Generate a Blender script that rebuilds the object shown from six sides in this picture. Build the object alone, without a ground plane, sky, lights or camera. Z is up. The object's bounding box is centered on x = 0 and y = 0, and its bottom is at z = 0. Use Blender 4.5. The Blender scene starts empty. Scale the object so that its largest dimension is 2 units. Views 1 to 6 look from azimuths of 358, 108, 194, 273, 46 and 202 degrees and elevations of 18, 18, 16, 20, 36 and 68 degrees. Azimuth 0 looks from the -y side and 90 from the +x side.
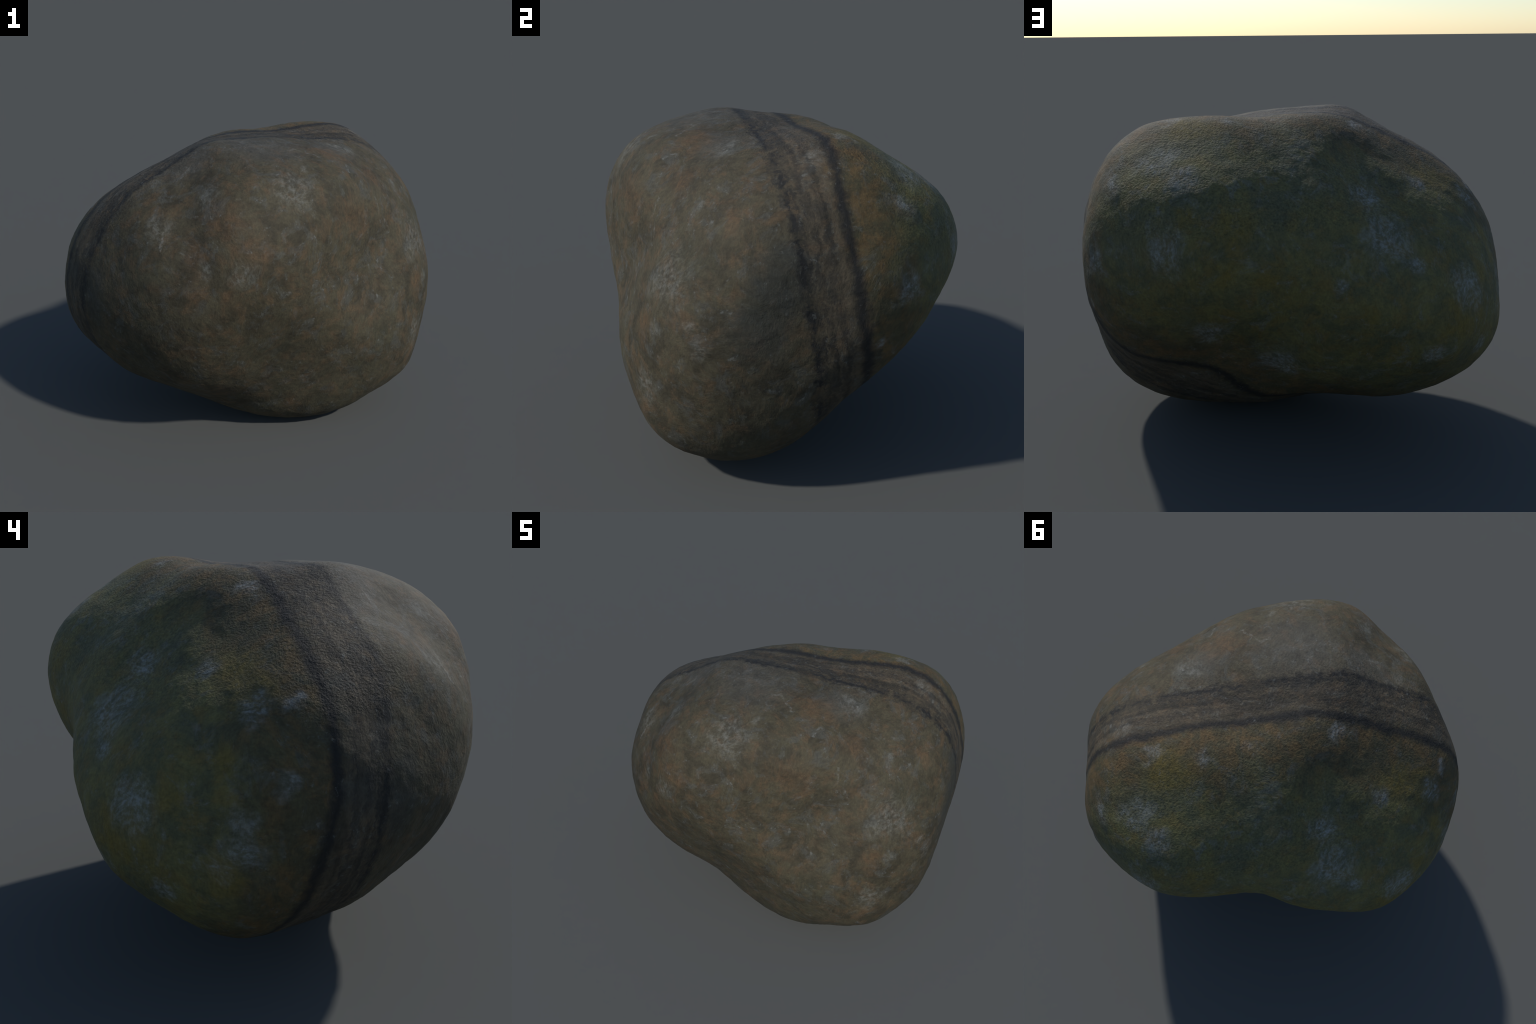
"""A weathered, glacier-rounded boulder: brown banded gneiss with dark veins and a
mossy, lichen-spotted back.  One solid stone, built as one smooth surface."""
import bpy
import numpy as np
from mathutils import noise, Vector

# ----------------------------------------------------------------------------- shape
# The stone is described as a few girdles round its core: for each elevation angle,
# the distance from the core to the surface at evenly spaced azimuths (from +x,
# anticlockwise).  A thin-plate spline on the sphere of directions joins them.
CORE = np.array((0.0, 0.0, 0.78))
GIRDLES = [
    (-90, [0.706]),
    (-75, [0.763, 0.695, 0.640, 0.683, 0.746, 0.790]),
    (-60, [0.872, 0.780, 0.687, 0.629, 0.628, 0.675, 0.731, 0.757, 0.772, 0.810, 0.865, 0.896]),
    (-45, [0.982, 0.919, 0.790, 0.683, 0.615, 0.605, 0.637, 0.697, 0.789, 0.837, 0.825, 0.793, 0.780, 0.767, 0.778, 0.828, 0.921, 0.966]),
    (-30, [1.037, 0.997, 0.901, 0.769, 0.671, 0.614, 0.606, 0.643, 0.714, 0.805, 0.897, 0.955, 0.904, 0.880, 0.843, 0.834, 0.782, 0.735, 0.750, 0.821, 0.919, 1.022]),
    (-15, [1.018, 0.981, 0.947, 0.904, 0.802, 0.686, 0.638, 0.643, 0.700, 0.797, 0.923, 0.973, 1.020, 0.981, 0.942, 0.901, 0.899, 0.852, 0.773, 0.737, 0.754, 0.819, 0.896, 0.961]),
    (0, [0.990, 0.968, 0.963, 0.985, 0.940, 0.836, 0.757, 0.689, 0.754, 0.832, 0.905, 0.946, 0.966, 0.995, 0.962, 0.945, 0.933, 0.910, 0.838, 0.792, 0.766, 0.756, 0.824, 0.926]),
    (15, [0.949, 0.996, 0.983, 1.027, 1.002, 0.964, 0.843, 0.754, 0.753, 0.768, 0.803, 0.864, 0.912, 0.964, 0.948, 0.929, 0.946, 0.938, 0.921, 0.845, 0.776, 0.751, 0.776, 0.871]),
    (30, [0.916, 0.981, 1.015, 1.036, 1.002, 0.911, 0.778, 0.733, 0.706, 0.701, 0.752, 0.813, 0.887, 0.909, 0.918, 0.900, 0.953, 0.916, 0.855, 0.815, 0.809, 0.846]),
    (45, [0.865, 0.918, 0.985, 0.925, 0.826, 0.739, 0.702, 0.667, 0.693, 0.731, 0.805, 0.838, 0.845, 0.895, 0.889, 0.861, 0.841, 0.824]),
    (60, [0.785, 0.824, 0.833, 0.746, 0.709, 0.685, 0.724, 0.775, 0.831, 0.821, 0.799, 0.785]),
    (75, [0.734, 0.741, 0.737, 0.738, 0.751, 0.749]),
    (90, [0.721]),
]


def girdle_directions():
    dirs, radii = [], []
    for elevation, row in GIRDLES:
        e = np.radians(elevation)
        for k, r in enumerate(row):
            a = 2 * np.pi * k / len(row)
            dirs.append((np.cos(e) * np.cos(a), np.cos(e) * np.sin(a), np.sin(e)))
            radii.append(r)
    return np.array(dirs), np.array(radii)


def kernel(a, b):
    return np.linalg.norm(a[:, None] - b[None], axis=2) ** 3


def surface_radius(query):
    """Radius of the stone in each query direction (smooth spline through the girdles)."""
    dirs, radii = girdle_directions()
    n = len(dirs)
    m = np.zeros((n + 4, n + 4))
    m[:n, :n] = kernel(dirs, dirs)
    m[:n, n] = 1.0
    m[:n, n + 1:] = dirs
    m[n:, :n] = m[:n, n:].T
    w = np.linalg.solve(m, np.r_[radii, np.zeros(4)])
    out = np.empty(len(query))
    for s in range(0, len(query), 8000):
        q = query[s:s + 8000]
        out[s:s + 8000] = kernel(q, dirs) @ w[:n] + w[n] + q @ w[n + 1:]
    return out


def build_boulder():
    bpy.ops.mesh.primitive_ico_sphere_add(subdivisions=8, radius=1.0)
    boulder = bpy.context.object
    boulder.name = boulder.data.name = "boulder"
    mesh = boulder.data
    count = len(mesh.vertices)
    co = np.empty(count * 3)
    mesh.vertices.foreach_get("co", co)
    dirs = co.reshape(-1, 3)
    dirs /= np.linalg.norm(dirs, axis=1)[:, None]
    pos = CORE + dirs * surface_radius(dirs)[:, None]
    # shallow weathering: broad dents, then pits the size of a fingertip
    relief = np.empty(count)
    for i, p in enumerate(pos):
        v = Vector(p)
        crease = abs(noise.noise(v * 9.0 + Vector((1.3, 5.2, 0.6))))       # chips meeting in soft ridges
        relief[i] = (0.002 * noise.noise(v * 6.0 + Vector((3.1, 0.4, 7.7)))
                     + 0.0035 * (0.22 - crease)
                     + 0.0020 * noise.noise(v * 15.0)
                     + 0.0012 * noise.noise(v * 45.0))
    pos += dirs * relief[:, None]
    pos[:, 2] = np.maximum(pos[:, 2], 0.0)          # worn flat where it rests
    mesh.vertices.foreach_set("co", pos.ravel())
    mesh.update()
    mesh.shade_smooth()
    return boulder


# --------------------------------------------------------------------------- material
class Nodes:
    """Small helper to write node arithmetic as expressions."""

    def __init__(self, tree):
        self.tree = tree

    def new(self, kind):
        return self.tree.nodes.new(kind)

    def link(self, value, socket):
        if isinstance(value, bpy.types.NodeSocket):
            self.tree.links.new(value, socket)
        else:
            socket.default_value = value

    def math(self, op, a, b=0.0, c=0.0):
        n = self.new("ShaderNodeMath")
        n.operation = op
        for s, v in zip(n.inputs, (a, b, c)):
            self.link(v, s)
        return n.outputs[0]

    def add(self, *terms):
        total = terms[0]
        for t in terms[1:]:
            total = self.math("ADD", total, t)
        return total

    def mul(self, *terms):
        total = terms[0]
        for t in terms[1:]:
            total = self.math("MULTIPLY", total, t)
        return total

    def sub(self, a, b):
        return self.math("SUBTRACT", a, b)

    def step(self, value, low, high):
        """Smooth 0..1 ramp of value between low and high (low may exceed high)."""
        n = self.new("ShaderNodeMapRange")
        n.interpolation_type = "SMOOTHSTEP"
        flip = low > high
        n.inputs["From Min"].default_value = min(low, high)
        n.inputs["From Max"].default_value = max(low, high)
        n.inputs["To Min"].default_value = 1.0 if flip else 0.0
        n.inputs["To Max"].default_value = 0.0 if flip else 1.0
        self.link(value, n.inputs["Value"])
        return n.outputs["Result"]

    def noise(self, vector, scale, detail=4.0, rough=0.55, distort=0.0):
        n = self.new("ShaderNodeTexNoise")
        n.inputs["Scale"].default_value = scale
        n.inputs["Detail"].default_value = detail
        n.inputs["Roughness"].default_value = rough
        n.inputs["Distortion"].default_value = distort
        self.link(vector, n.inputs["Vector"])
        return n.outputs["Fac"]

    def mapping(self, vector, location=(0, 0, 0), rotation=(0, 0, 0), scale=(1, 1, 1)):
        n = self.new("ShaderNodeMapping")
        n.inputs["Location"].default_value = location
        n.inputs["Rotation"].default_value = rotation
        n.inputs["Scale"].default_value = scale
        self.link(vector, n.inputs["Vector"])
        return n.outputs[0]

    def mix(self, fac, a, b, blend="MIX"):
        n = self.new("ShaderNodeMix")
        n.data_type = "RGBA"
        n.blend_type = blend
        self.link(fac, n.inputs[0])
        for s, v in ((n.inputs[6], a), (n.inputs[7], b)):
            self.link(v if isinstance(v, bpy.types.NodeSocket) else (*v, 1.0), s)
        return n.outputs[2]

    def distance(self, vector, point):
        n = self.new("ShaderNodeVectorMath")
        n.operation = "DISTANCE"
        self.link(vector, n.inputs[0])
        n.inputs[1].default_value = point
        return n.outputs["Value"]

    def warp(self, vector, scale, amount, detail=2.0):
        """Vector pushed about by noise, so that soft masks get ragged, swirling edges."""
        n = self.new("ShaderNodeTexNoise")
        n.inputs["Scale"].default_value = scale
        n.inputs["Detail"].default_value = detail
        self.link(vector, n.inputs["Vector"])
        m = self.new("ShaderNodeVectorMath")
        m.operation = "MULTIPLY_ADD"
        self.link(n.outputs["Color"], m.inputs[0])
        m.inputs[1].default_value = (amount, amount, amount)
        o = self.new("ShaderNodeVectorMath")
        o.operation = "SUBTRACT"
        self.link(vector, o.inputs[0])
        o.inputs[1].default_value = (amount / 2, amount / 2, amount / 2)
        self.link(o.outputs[0], m.inputs[2])
        return m.outputs[0]

    def patches(self, vector, spots):
        """Union of soft round patches (x, y, z, radius)."""
        total = None
        for x, y, z, r in spots:
            m = self.step(self.distance(vector, (x, y, z)), r * 1.35, r * 0.25)
            total = m if total is None else self.math("MAXIMUM", total, m)
        return total

    def vector_math(self, op, a, b):
        n = self.new("ShaderNodeVectorMath")
        n.operation = op
        self.link(a, n.inputs[0])
        self.link(b, n.inputs[3 if op == "SCALE" else 1])
        return n.outputs["Value" if op in ("DOT_PRODUCT", "LENGTH", "DISTANCE") else "Vector"]

    def line(self, vector, a, b):
        """Distance from vector to the straight piece a-b."""
        ab = Vector(b) - Vector(a)
        rel = self.vector_math("SUBTRACT", vector, tuple(a))
        t = self.math("DIVIDE", self.vector_math("DOT_PRODUCT", rel, tuple(ab)), ab.length_squared)
        t = self.math("MINIMUM", self.math("MAXIMUM", t, 0.0), 1.0)
        foot = self.new("ShaderNodeVectorMath")
        foot.operation = "SCALE"
        foot.inputs[0].default_value = tuple(ab)
        self.link(t, foot.inputs[3])
        return self.vector_math("DISTANCE", rel, foot.outputs[0])


# where the patches sit: x, y, z, radius
LICHEN_SPOTS = [  # pale blue-grey crusts on the mossy back
    (0.28, 0.89, 1.06, 0.094), (-0.50, 0.47, 1.04, 0.120), (-0.63, 0.48, 0.93, 0.054), (-0.83, 0.36, 0.83, 0.098),
    (0.18, 0.73, 0.66, 0.081), (-0.09, 0.54, 0.48, 0.085), (-0.72, 0.49, 0.57, 0.055), (0.26, 0.74, 1.33, 0.064),
    (0.64, 0.76, 0.99, 0.068), (-0.35, 0.65, 0.88, 0.032), (-0.42, 0.37, 1.17, 0.082), (-0.87, 0.31, 0.80, 0.086),
    (-0.99, -0.04, 0.70, 0.072), (-0.96, -0.03, 0.80, 0.051), (-0.95, -0.16, 0.92, 0.041), (-0.81, -0.08, 1.13, 0.052),
    (-0.82, -0.20, 1.14, 0.036), (-0.60, 0.09, 1.21, 0.045), (-0.98, 0.04, 0.64, 0.042), (-0.92, 0.25, 0.55, 0.044),
    (0.40, 0.42, 1.50, 0.044), (0.19, 0.36, 1.50, 0.044), (0.01, 0.20, 1.49, 0.037), (-0.30, -0.03, 1.45, 0.045),
    (0.39, 0.69, 1.37, 0.090), (0.56, 0.72, 1.26, 0.058), (0.72, 0.67, 0.77, 0.032),
]
PALE_SPOTS = [    # worn pale grey patches on the bare stone
    (0.18, -0.65, 1.36, 0.112), (0.27, -0.69, 1.24, 0.027), (-0.46, -0.46, 1.35, 0.044), (-0.43, -0.70, 1.19, 0.074),
    (-0.22, -0.87, 1.03, 0.036), (0.25, -0.50, 1.43, 0.039), (-0.05, -0.89, 1.03, 0.064), (0.86, -0.16, 0.98, 0.127),
    (0.89, -0.26, 0.50, 0.081), (0.76, -0.05, 1.25, 0.033), (0.47, -0.05, 1.44, 0.068), (0.92, -0.19, 0.77, 0.038),
    (0.62, 0.36, 1.44, 0.057), (1.00, 0.03, 0.75, 0.050), (0.96, -0.05, 0.84, 0.036), (-0.33, -0.48, 1.40, 0.049),
    (-0.20, -0.69, 1.33, 0.077),
]
RUST_SPOTS = [    # iron-stained patches
    (-0.02, -0.87, 1.13, 0.085), (-0.27, -0.84, 1.08, 0.065), (-0.25, -0.88, 0.95, 0.065), (-0.12, -0.80, 1.27, 0.100),
    (0.63, -0.20, 1.30, 0.076), (-0.09, -0.89, 0.89, 0.058), (0.20, -0.52, 0.22, 0.060), (0.51, -0.49, 1.19, 0.098),
    (0.37, -0.23, 1.44, 0.100), (0.87, -0.28, 0.78, 0.068), (0.85, -0.31, 0.41, 0.063), (0.82, 0.13, 1.26, 0.062),
    (0.83, 0.39, 1.17, 0.027), (0.71, 0.65, 1.16, 0.074), (0.61, 0.65, 1.31, 0.057), (0.76, 0.62, 0.75, 0.038),
    (0.24, 0.27, 1.51, 0.100), (0.05, 0.18, 1.50, 0.082), (0.53, 0.46, 1.46, 0.100),
]
GREY_SPOTS = [    # smoky grey zone on the crown, beside the thin vein
    (0.02, -0.34, 1.50, 0.24), (-0.30, -0.40, 1.42, 0.16), (0.42, -0.10, 1.45, 0.14),
]
OCHRE_SPOTS = [   # yellow-olive growth in the moss
    (0.04, 0.80, 1.14, 0.093), (0.06, 0.84, 0.98, 0.081), (-0.81, 0.45, 0.70, 0.111), (0.22, 0.86, 1.17, 0.056),
    (-0.08, 0.76, 0.94, 0.063), (-0.47, 0.63, 0.75, 0.059), (-0.89, 0.03, 0.98, 0.060), (-0.89, 0.19, 0.84, 0.063),
    (-0.90, 0.33, 0.67, 0.110), (-0.99, 0.03, 0.62, 0.078), (-0.74, -0.05, 1.17, 0.100), (-0.66, -0.02, 1.22, 0.120),
    (0.30, 0.47, 1.48, 0.120),
]
DARK_SPOTS = [    # dark grey-green patches beside the thin vein
    (0.92, 0.30, 0.99, 0.134), (0.95, 0.25, 0.85, 0.148), (0.88, 0.33, 1.11, 0.085), (-0.87, -0.41, 0.87, 0.084),
    (-0.73, -0.58, 0.88, 0.067), (-0.78, -0.54, 0.77, 0.100),
]
# the main vein is a tilted sheet that sways here and there: x, y, z, offset
VEIN_SWAY = [
    (0.74, 0.51, 1.25, -0.017), (0.05, 0.31, 0.22, -0.063), (-0.25, -0.08, 1.48, -0.011), (0.60, 0.62, 0.54, -0.019),
    (-0.70, -0.24, 1.25, 0.017), (0.25, 0.54, 0.42, 0.081), (0.77, 0.61, 0.84, -0.028), (0.53, 0.39, 1.48, 0.027),
    (-0.92, -0.32, 0.89, -0.015), (0.02, 0.06, 1.50, -0.011),
]

# thin pale lines, as polylines
PALE_LINES = [
    [(0.32, -0.35, 1.45), (0.275, -0.333, 1.465), (0.248, -0.331, 1.47), (0.204, -0.309, 1.48), (0.178, -0.346, 1.479)],
    [(0.617, -0.305, 1.232), (0.645, -0.330, 1.113)],
    [(-0.41, -0.728, 1.169), (-0.423, -0.769, 1.106)],
    [(0.399, 0.379, 1.51), (0.416, 0.424, 1.502)],
]


def boulder_material():
    mat = bpy.data.materials.new("weathered_gneiss")
    mat.use_nodes = True
    tree = mat.node_tree
    tree.nodes.clear()
    g = Nodes(tree)
    obj = g.new("ShaderNodeTexCoord").outputs["Object"]
    sep = g.new("ShaderNodeSeparateXYZ")
    tree.links.new(obj, sep.inputs[0])
    x, y, z = sep.outputs
    swirl = g.warp(obj, 7.0, 0.16, 3.0)        # ragged patch edges
    flow = g.warp(obj, 3.0, 0.16, 2.0)         # slow bending of the grain

    # --- strata: signed distance across the two vein sheets (positive = mossy side)
    jag = g.sub(g.noise(obj, 30.0, 4.0, 0.65), 0.5)
    sway = g.sub(g.noise(obj, 5.0, 2.0, 0.5), 0.5)
    across_main = g.sub(y, g.add(0.399, g.mul(x, 0.559), g.mul(z, -0.22)))
    for px, py, pz, k in VEIN_SWAY:
        across_main = g.sub(across_main, g.mul(g.step(g.distance(obj, (px, py, pz)), 0.38, 0.0), k))
    across_thin = g.sub(y, g.add(0.116, g.mul(x, 0.555), g.mul(z, -0.184)))

    # --- noise fields
    fibre_a = g.noise(g.mapping(flow, rotation=(0.4, 0.2, 0.5), scale=(1.0, 1.0, 0.50)), 90.0, 3.0, 0.60)
    fibre_b = g.noise(g.mapping(flow, rotation=(1.1, 0.5, -0.4), scale=(1.0, 0.50, 1.0)), 75.0, 3.0, 0.60)
    stroke = g.noise(g.mapping(flow, location=(3.0, 3.0, 1.0), rotation=(0.2, -0.5, 0.9), scale=(1.0, 0.60, 0.80)), 38.0, 5.0, 0.68, 0.2)
    grain = g.noise(obj, 130.0, 2.0, 0.6)
    fleck = g.noise(g.mapping(flow, location=(6.0, 1.0, 4.0), scale=(1.0, 0.7, 0.7)), 62.0, 3.0, 0.62, 0.3)
    broad = g.noise(obj, 2.6, 4.0, 0.6, 0.3)
    medium = g.noise(g.mapping(obj, location=(4.0, 1.0, 2.0)), 8.0, 6.0, 0.66, 0.4)
    blotch = g.noise(g.mapping(flow, location=(1.0, 7.0, 3.0)), 13.0, 6.0, 0.68, 0.5)
    mottle = g.noise(g.mapping(flow, location=(5.0, 2.0, 9.0)), 14.0, 5.0, 0.66, 0.3)
    scuff = g.step(g.add(g.mul(stroke, 0.65), g.mul(fibre_b, 0.35)), 0.42, 0.64)

    # --- bare stone: olive brown, mottled with rust and grey
    stone = g.mix(g.step(medium, 0.36, 0.62), (0.031, 0.026, 0.015), (0.053, 0.045, 0.026))
    stone = g.mix(g.mul(g.step(mottle, 0.46, 0.68), 0.70), stone, (0.077, 0.050, 0.026))
    stone = g.mix(g.mul(g.step(blotch, 0.50, 0.64), 0.60), stone, (0.056, 0.056, 0.048))
    stone = g.mix(g.mul(g.step(broad, 0.52, 0.66), 0.35), stone, (0.038, 0.039, 0.023))
    stone = g.mix(g.mul(g.patches(swirl, GREY_SPOTS), 0.45), stone, g.mix(blotch, (0.040, 0.039, 0.036), (0.088, 0.085, 0.074)))
    rust_spots = g.mul(g.patches(swirl, RUST_SPOTS), g.add(0.35, g.mul(g.step(mottle, 0.36, 0.60), 0.65)))
    stone = g.mix(g.mul(rust_spots, 0.60), stone, (0.086, 0.051, 0.025))

    # --- layered zone between the veins: smoky brown sheets
    between = g.mul(g.step(across_thin, -0.10, 0.10), g.step(across_main, 0.03, -0.08))
    sheets = g.new("ShaderNodeCombineXYZ")
    for socket, value in zip(sheets.inputs, (g.add(across_thin, g.mul(jag, 0.05)), g.mul(x, 0.10), g.mul(z, 0.10))):
        g.link(value, socket)
    layers = g.noise(sheets.outputs[0], 30.0, 3.0, 0.6)
    layered = g.mix(g.step(layers, 0.34, 0.58), (0.022, 0.018, 0.013), (0.072, 0.056, 0.038))
    layered = g.mix(g.mul(g.step(blotch, 0.50, 0.66), 0.55), layered, (0.058, 0.056, 0.046))
    layered = g.mix(g.mul(g.step(mottle, 0.52, 0.68), 0.45), layered, (0.074, 0.048, 0.026))
    colour = g.mix(g.mul(between, 0.62), stone, layered)

    # --- dark patches, hugging the thin vein on both ends
    dark_patch = g.patches(swirl, DARK_SPOTS)
    colour = g.mix(g.mul(dark_patch, 0.70), colour, g.mix(mottle, (0.018, 0.019, 0.015), (0.046, 0.047, 0.040)))

    # --- rusty, then olive, then green beyond the main vein
    drift = g.add(across_main, g.mul(g.sub(broad, 0.5), 0.25), g.mul(g.sub(medium, 0.5), 0.30))
    rust = g.mul(g.step(drift, -0.02, 0.05), g.step(drift, 0.42, 0.12))
    rusty = g.mix(g.step(mottle, 0.40, 0.62), (0.052, 0.045, 0.022), (0.090, 0.058, 0.022))
    rusty = g.mix(g.mul(g.step(blotch, 0.54, 0.68), 0.5), rusty, (0.070, 0.070, 0.058))
    colour = g.mix(g.mul(rust, 0.75), colour, rusty)
    moss = g.step(drift, 0.10, 0.42)
    mossy = g.mix(g.step(medium, 0.36, 0.64), (0.064, 0.067, 0.034), (0.104, 0.095, 0.034))
    mossy = g.mix(g.mul(g.step(mottle, 0.46, 0.66), 0.65), mossy, (0.112, 0.082, 0.024))
    mossy = g.mix(g.mul(g.step(broad, 0.50, 0.64), 0.45), mossy, (0.068, 0.074, 0.046))
    mossy = g.mix(g.mul(g.step(blotch, 0.53, 0.66), 0.48), mossy, (0.112, 0.118, 0.102))
    colour = g.mix(g.mul(moss, 0.93), colour, mossy)
    ochre = g.mul(g.patches(swirl, OCHRE_SPOTS), g.add(0.4, g.mul(g.step(mottle, 0.34, 0.58), 0.6)))
    colour = g.mix(g.mul(ochre, 0.74), colour, (0.108, 0.082, 0.018))

    # --- dark veins: one bold and wavy, one thin, jagged and broken
    fade = g.step(blotch, 0.34, 0.54)
    main_line = g.math("ABSOLUTE", g.add(across_main, g.mul(jag, 0.060), g.mul(sway, 0.05)))
    main_vein = g.step(main_line, 0.046, 0.002)
    rag = g.sub(g.noise(g.mapping(obj, location=(2.0, 8.0, 5.0)), 48.0, 3.0, 0.6), 0.5)
    vary = g.sub(mottle, 0.5)
    thin_vein = None
    for offset, wobble, width, strength in ((0.0, 0.070, 0.020, 1.0), (0.030, 0.110, 0.013, 0.75), (-0.020, 0.120, 0.009, 0.55),
                                            (0.075, 0.110, 0.020, 0.58), (0.135, 0.130, 0.026, 0.48)):
        d = g.add(across_thin, -offset, g.mul(jag, wobble), g.mul(rag, 0.035), g.mul(sway, 0.04 + abs(offset) * 0.4))
        d = g.add(g.math("ABSOLUTE", d), g.mul(vary, 0.05 * (1.0 + offset * 4.0)))
        m = g.mul(g.step(d, width + 0.008, width * 0.2), strength)
        thin_vein = m if thin_vein is None else g.math("MAXIMUM", thin_vein, m)
    vein = g.math("MAXIMUM", g.mul(main_vein, 0.93), g.mul(thin_vein, 0.95, g.add(0.25, g.mul(fade, 0.75))))
    colour = g.mix(vein, colour, (0.009, 0.009, 0.009))

    # --- lichen crusts and pale worn patches, broken up into streaky scuffs
    crust = g.mul(g.patches(swirl, LICHEN_SPOTS), g.add(0.22, g.mul(scuff, 0.78)))
    colour = g.mix(g.mul(crust, 0.76), colour, (0.160, 0.170, 0.174))
    pale = g.mul(g.patches(swirl, PALE_SPOTS), g.add(0.15, g.mul(scuff, 0.85)))
    colour = g.mix(g.mul(pale, 0.56), colour, (0.120, 0.121, 0.108))

    # rough granular crust on the upper back, beyond the thin vein; smoother elsewhere
    crusty = g.mul(g.step(across_thin, -0.32, 0.06), g.step(z, 1.07, 1.13), g.step(x, 0.68, 0.52))
    pits = g.noise(g.mapping(obj, scale=(1.0, 1.0, 1.3)), 95.0, 3.0, 0.6)

    # --- fibres: soft light and dark strokes over everything, sparse pale scratches
    tone = g.add(-0.25, g.mul(fibre_a, 0.75), g.mul(fibre_b, 0.60), g.mul(stroke, 0.65), g.mul(grain, 0.50), g.mul(crusty, g.sub(pits, 0.5), 1.5))
    tone_rgb = g.new("ShaderNodeCombineXYZ")
    for s in tone_rgb.inputs:
        tree.links.new(tone, s)
    colour = g.mix(1.0, colour, tone_rgb.outputs[0], "MULTIPLY")
    scratch = g.mul(g.step(fleck, 0.58, 0.72), g.step(blotch, 0.44, 0.62))
    colour = g.mix(g.mul(scratch, 0.42), colour, (0.150, 0.154, 0.142))
    pale_line = None
    jitter = g.warp(obj, 40.0, 0.025)
    for points in PALE_LINES:
        for a, b in zip(points, points[1:]):
            d = g.line(jitter, a, b)
            pale_line = d if pale_line is None else g.math("MINIMUM", pale_line, d)
    pale_line = g.mul(g.step(pale_line, 0.011, 0.001), g.add(0.3, g.mul(g.step(grain, 0.40, 0.60), 0.7)))
    colour = g.mix(g.mul(pale_line, 0.40), colour, (0.200, 0.200, 0.180))

    bsdf = g.new("ShaderNodeBsdfPrincipled")
    tree.links.new(colour, bsdf.inputs["Base Color"])
    bsdf.inputs["Roughness"].default_value = 0.80
    bsdf.inputs["Specular IOR Level"].default_value = 0.34
    height = g.add(g.mul(fibre_a, 0.22), g.mul(fibre_b, 0.18), g.mul(stroke, 0.16), g.mul(grain, 0.10), g.mul(crusty, pits, 0.75))
    bump = g.new("ShaderNodeBump")
    bump.inputs["Strength"].default_value = 0.6
    bump.inputs["Distance"].default_value = 0.012
    tree.links.new(height, bump.inputs["Height"])
    tree.links.new(bump.outputs[0], bsdf.inputs["Normal"])
    out = g.new("ShaderNodeOutputMaterial")
    tree.links.new(bsdf.outputs[0], out.inputs["Surface"])
    return mat


boulder = build_boulder()
boulder.data.materials.append(boulder_material())
boulder["label"] = "weathered brown boulder with dark veins and mossy back"
boulder["category"] = "rock"
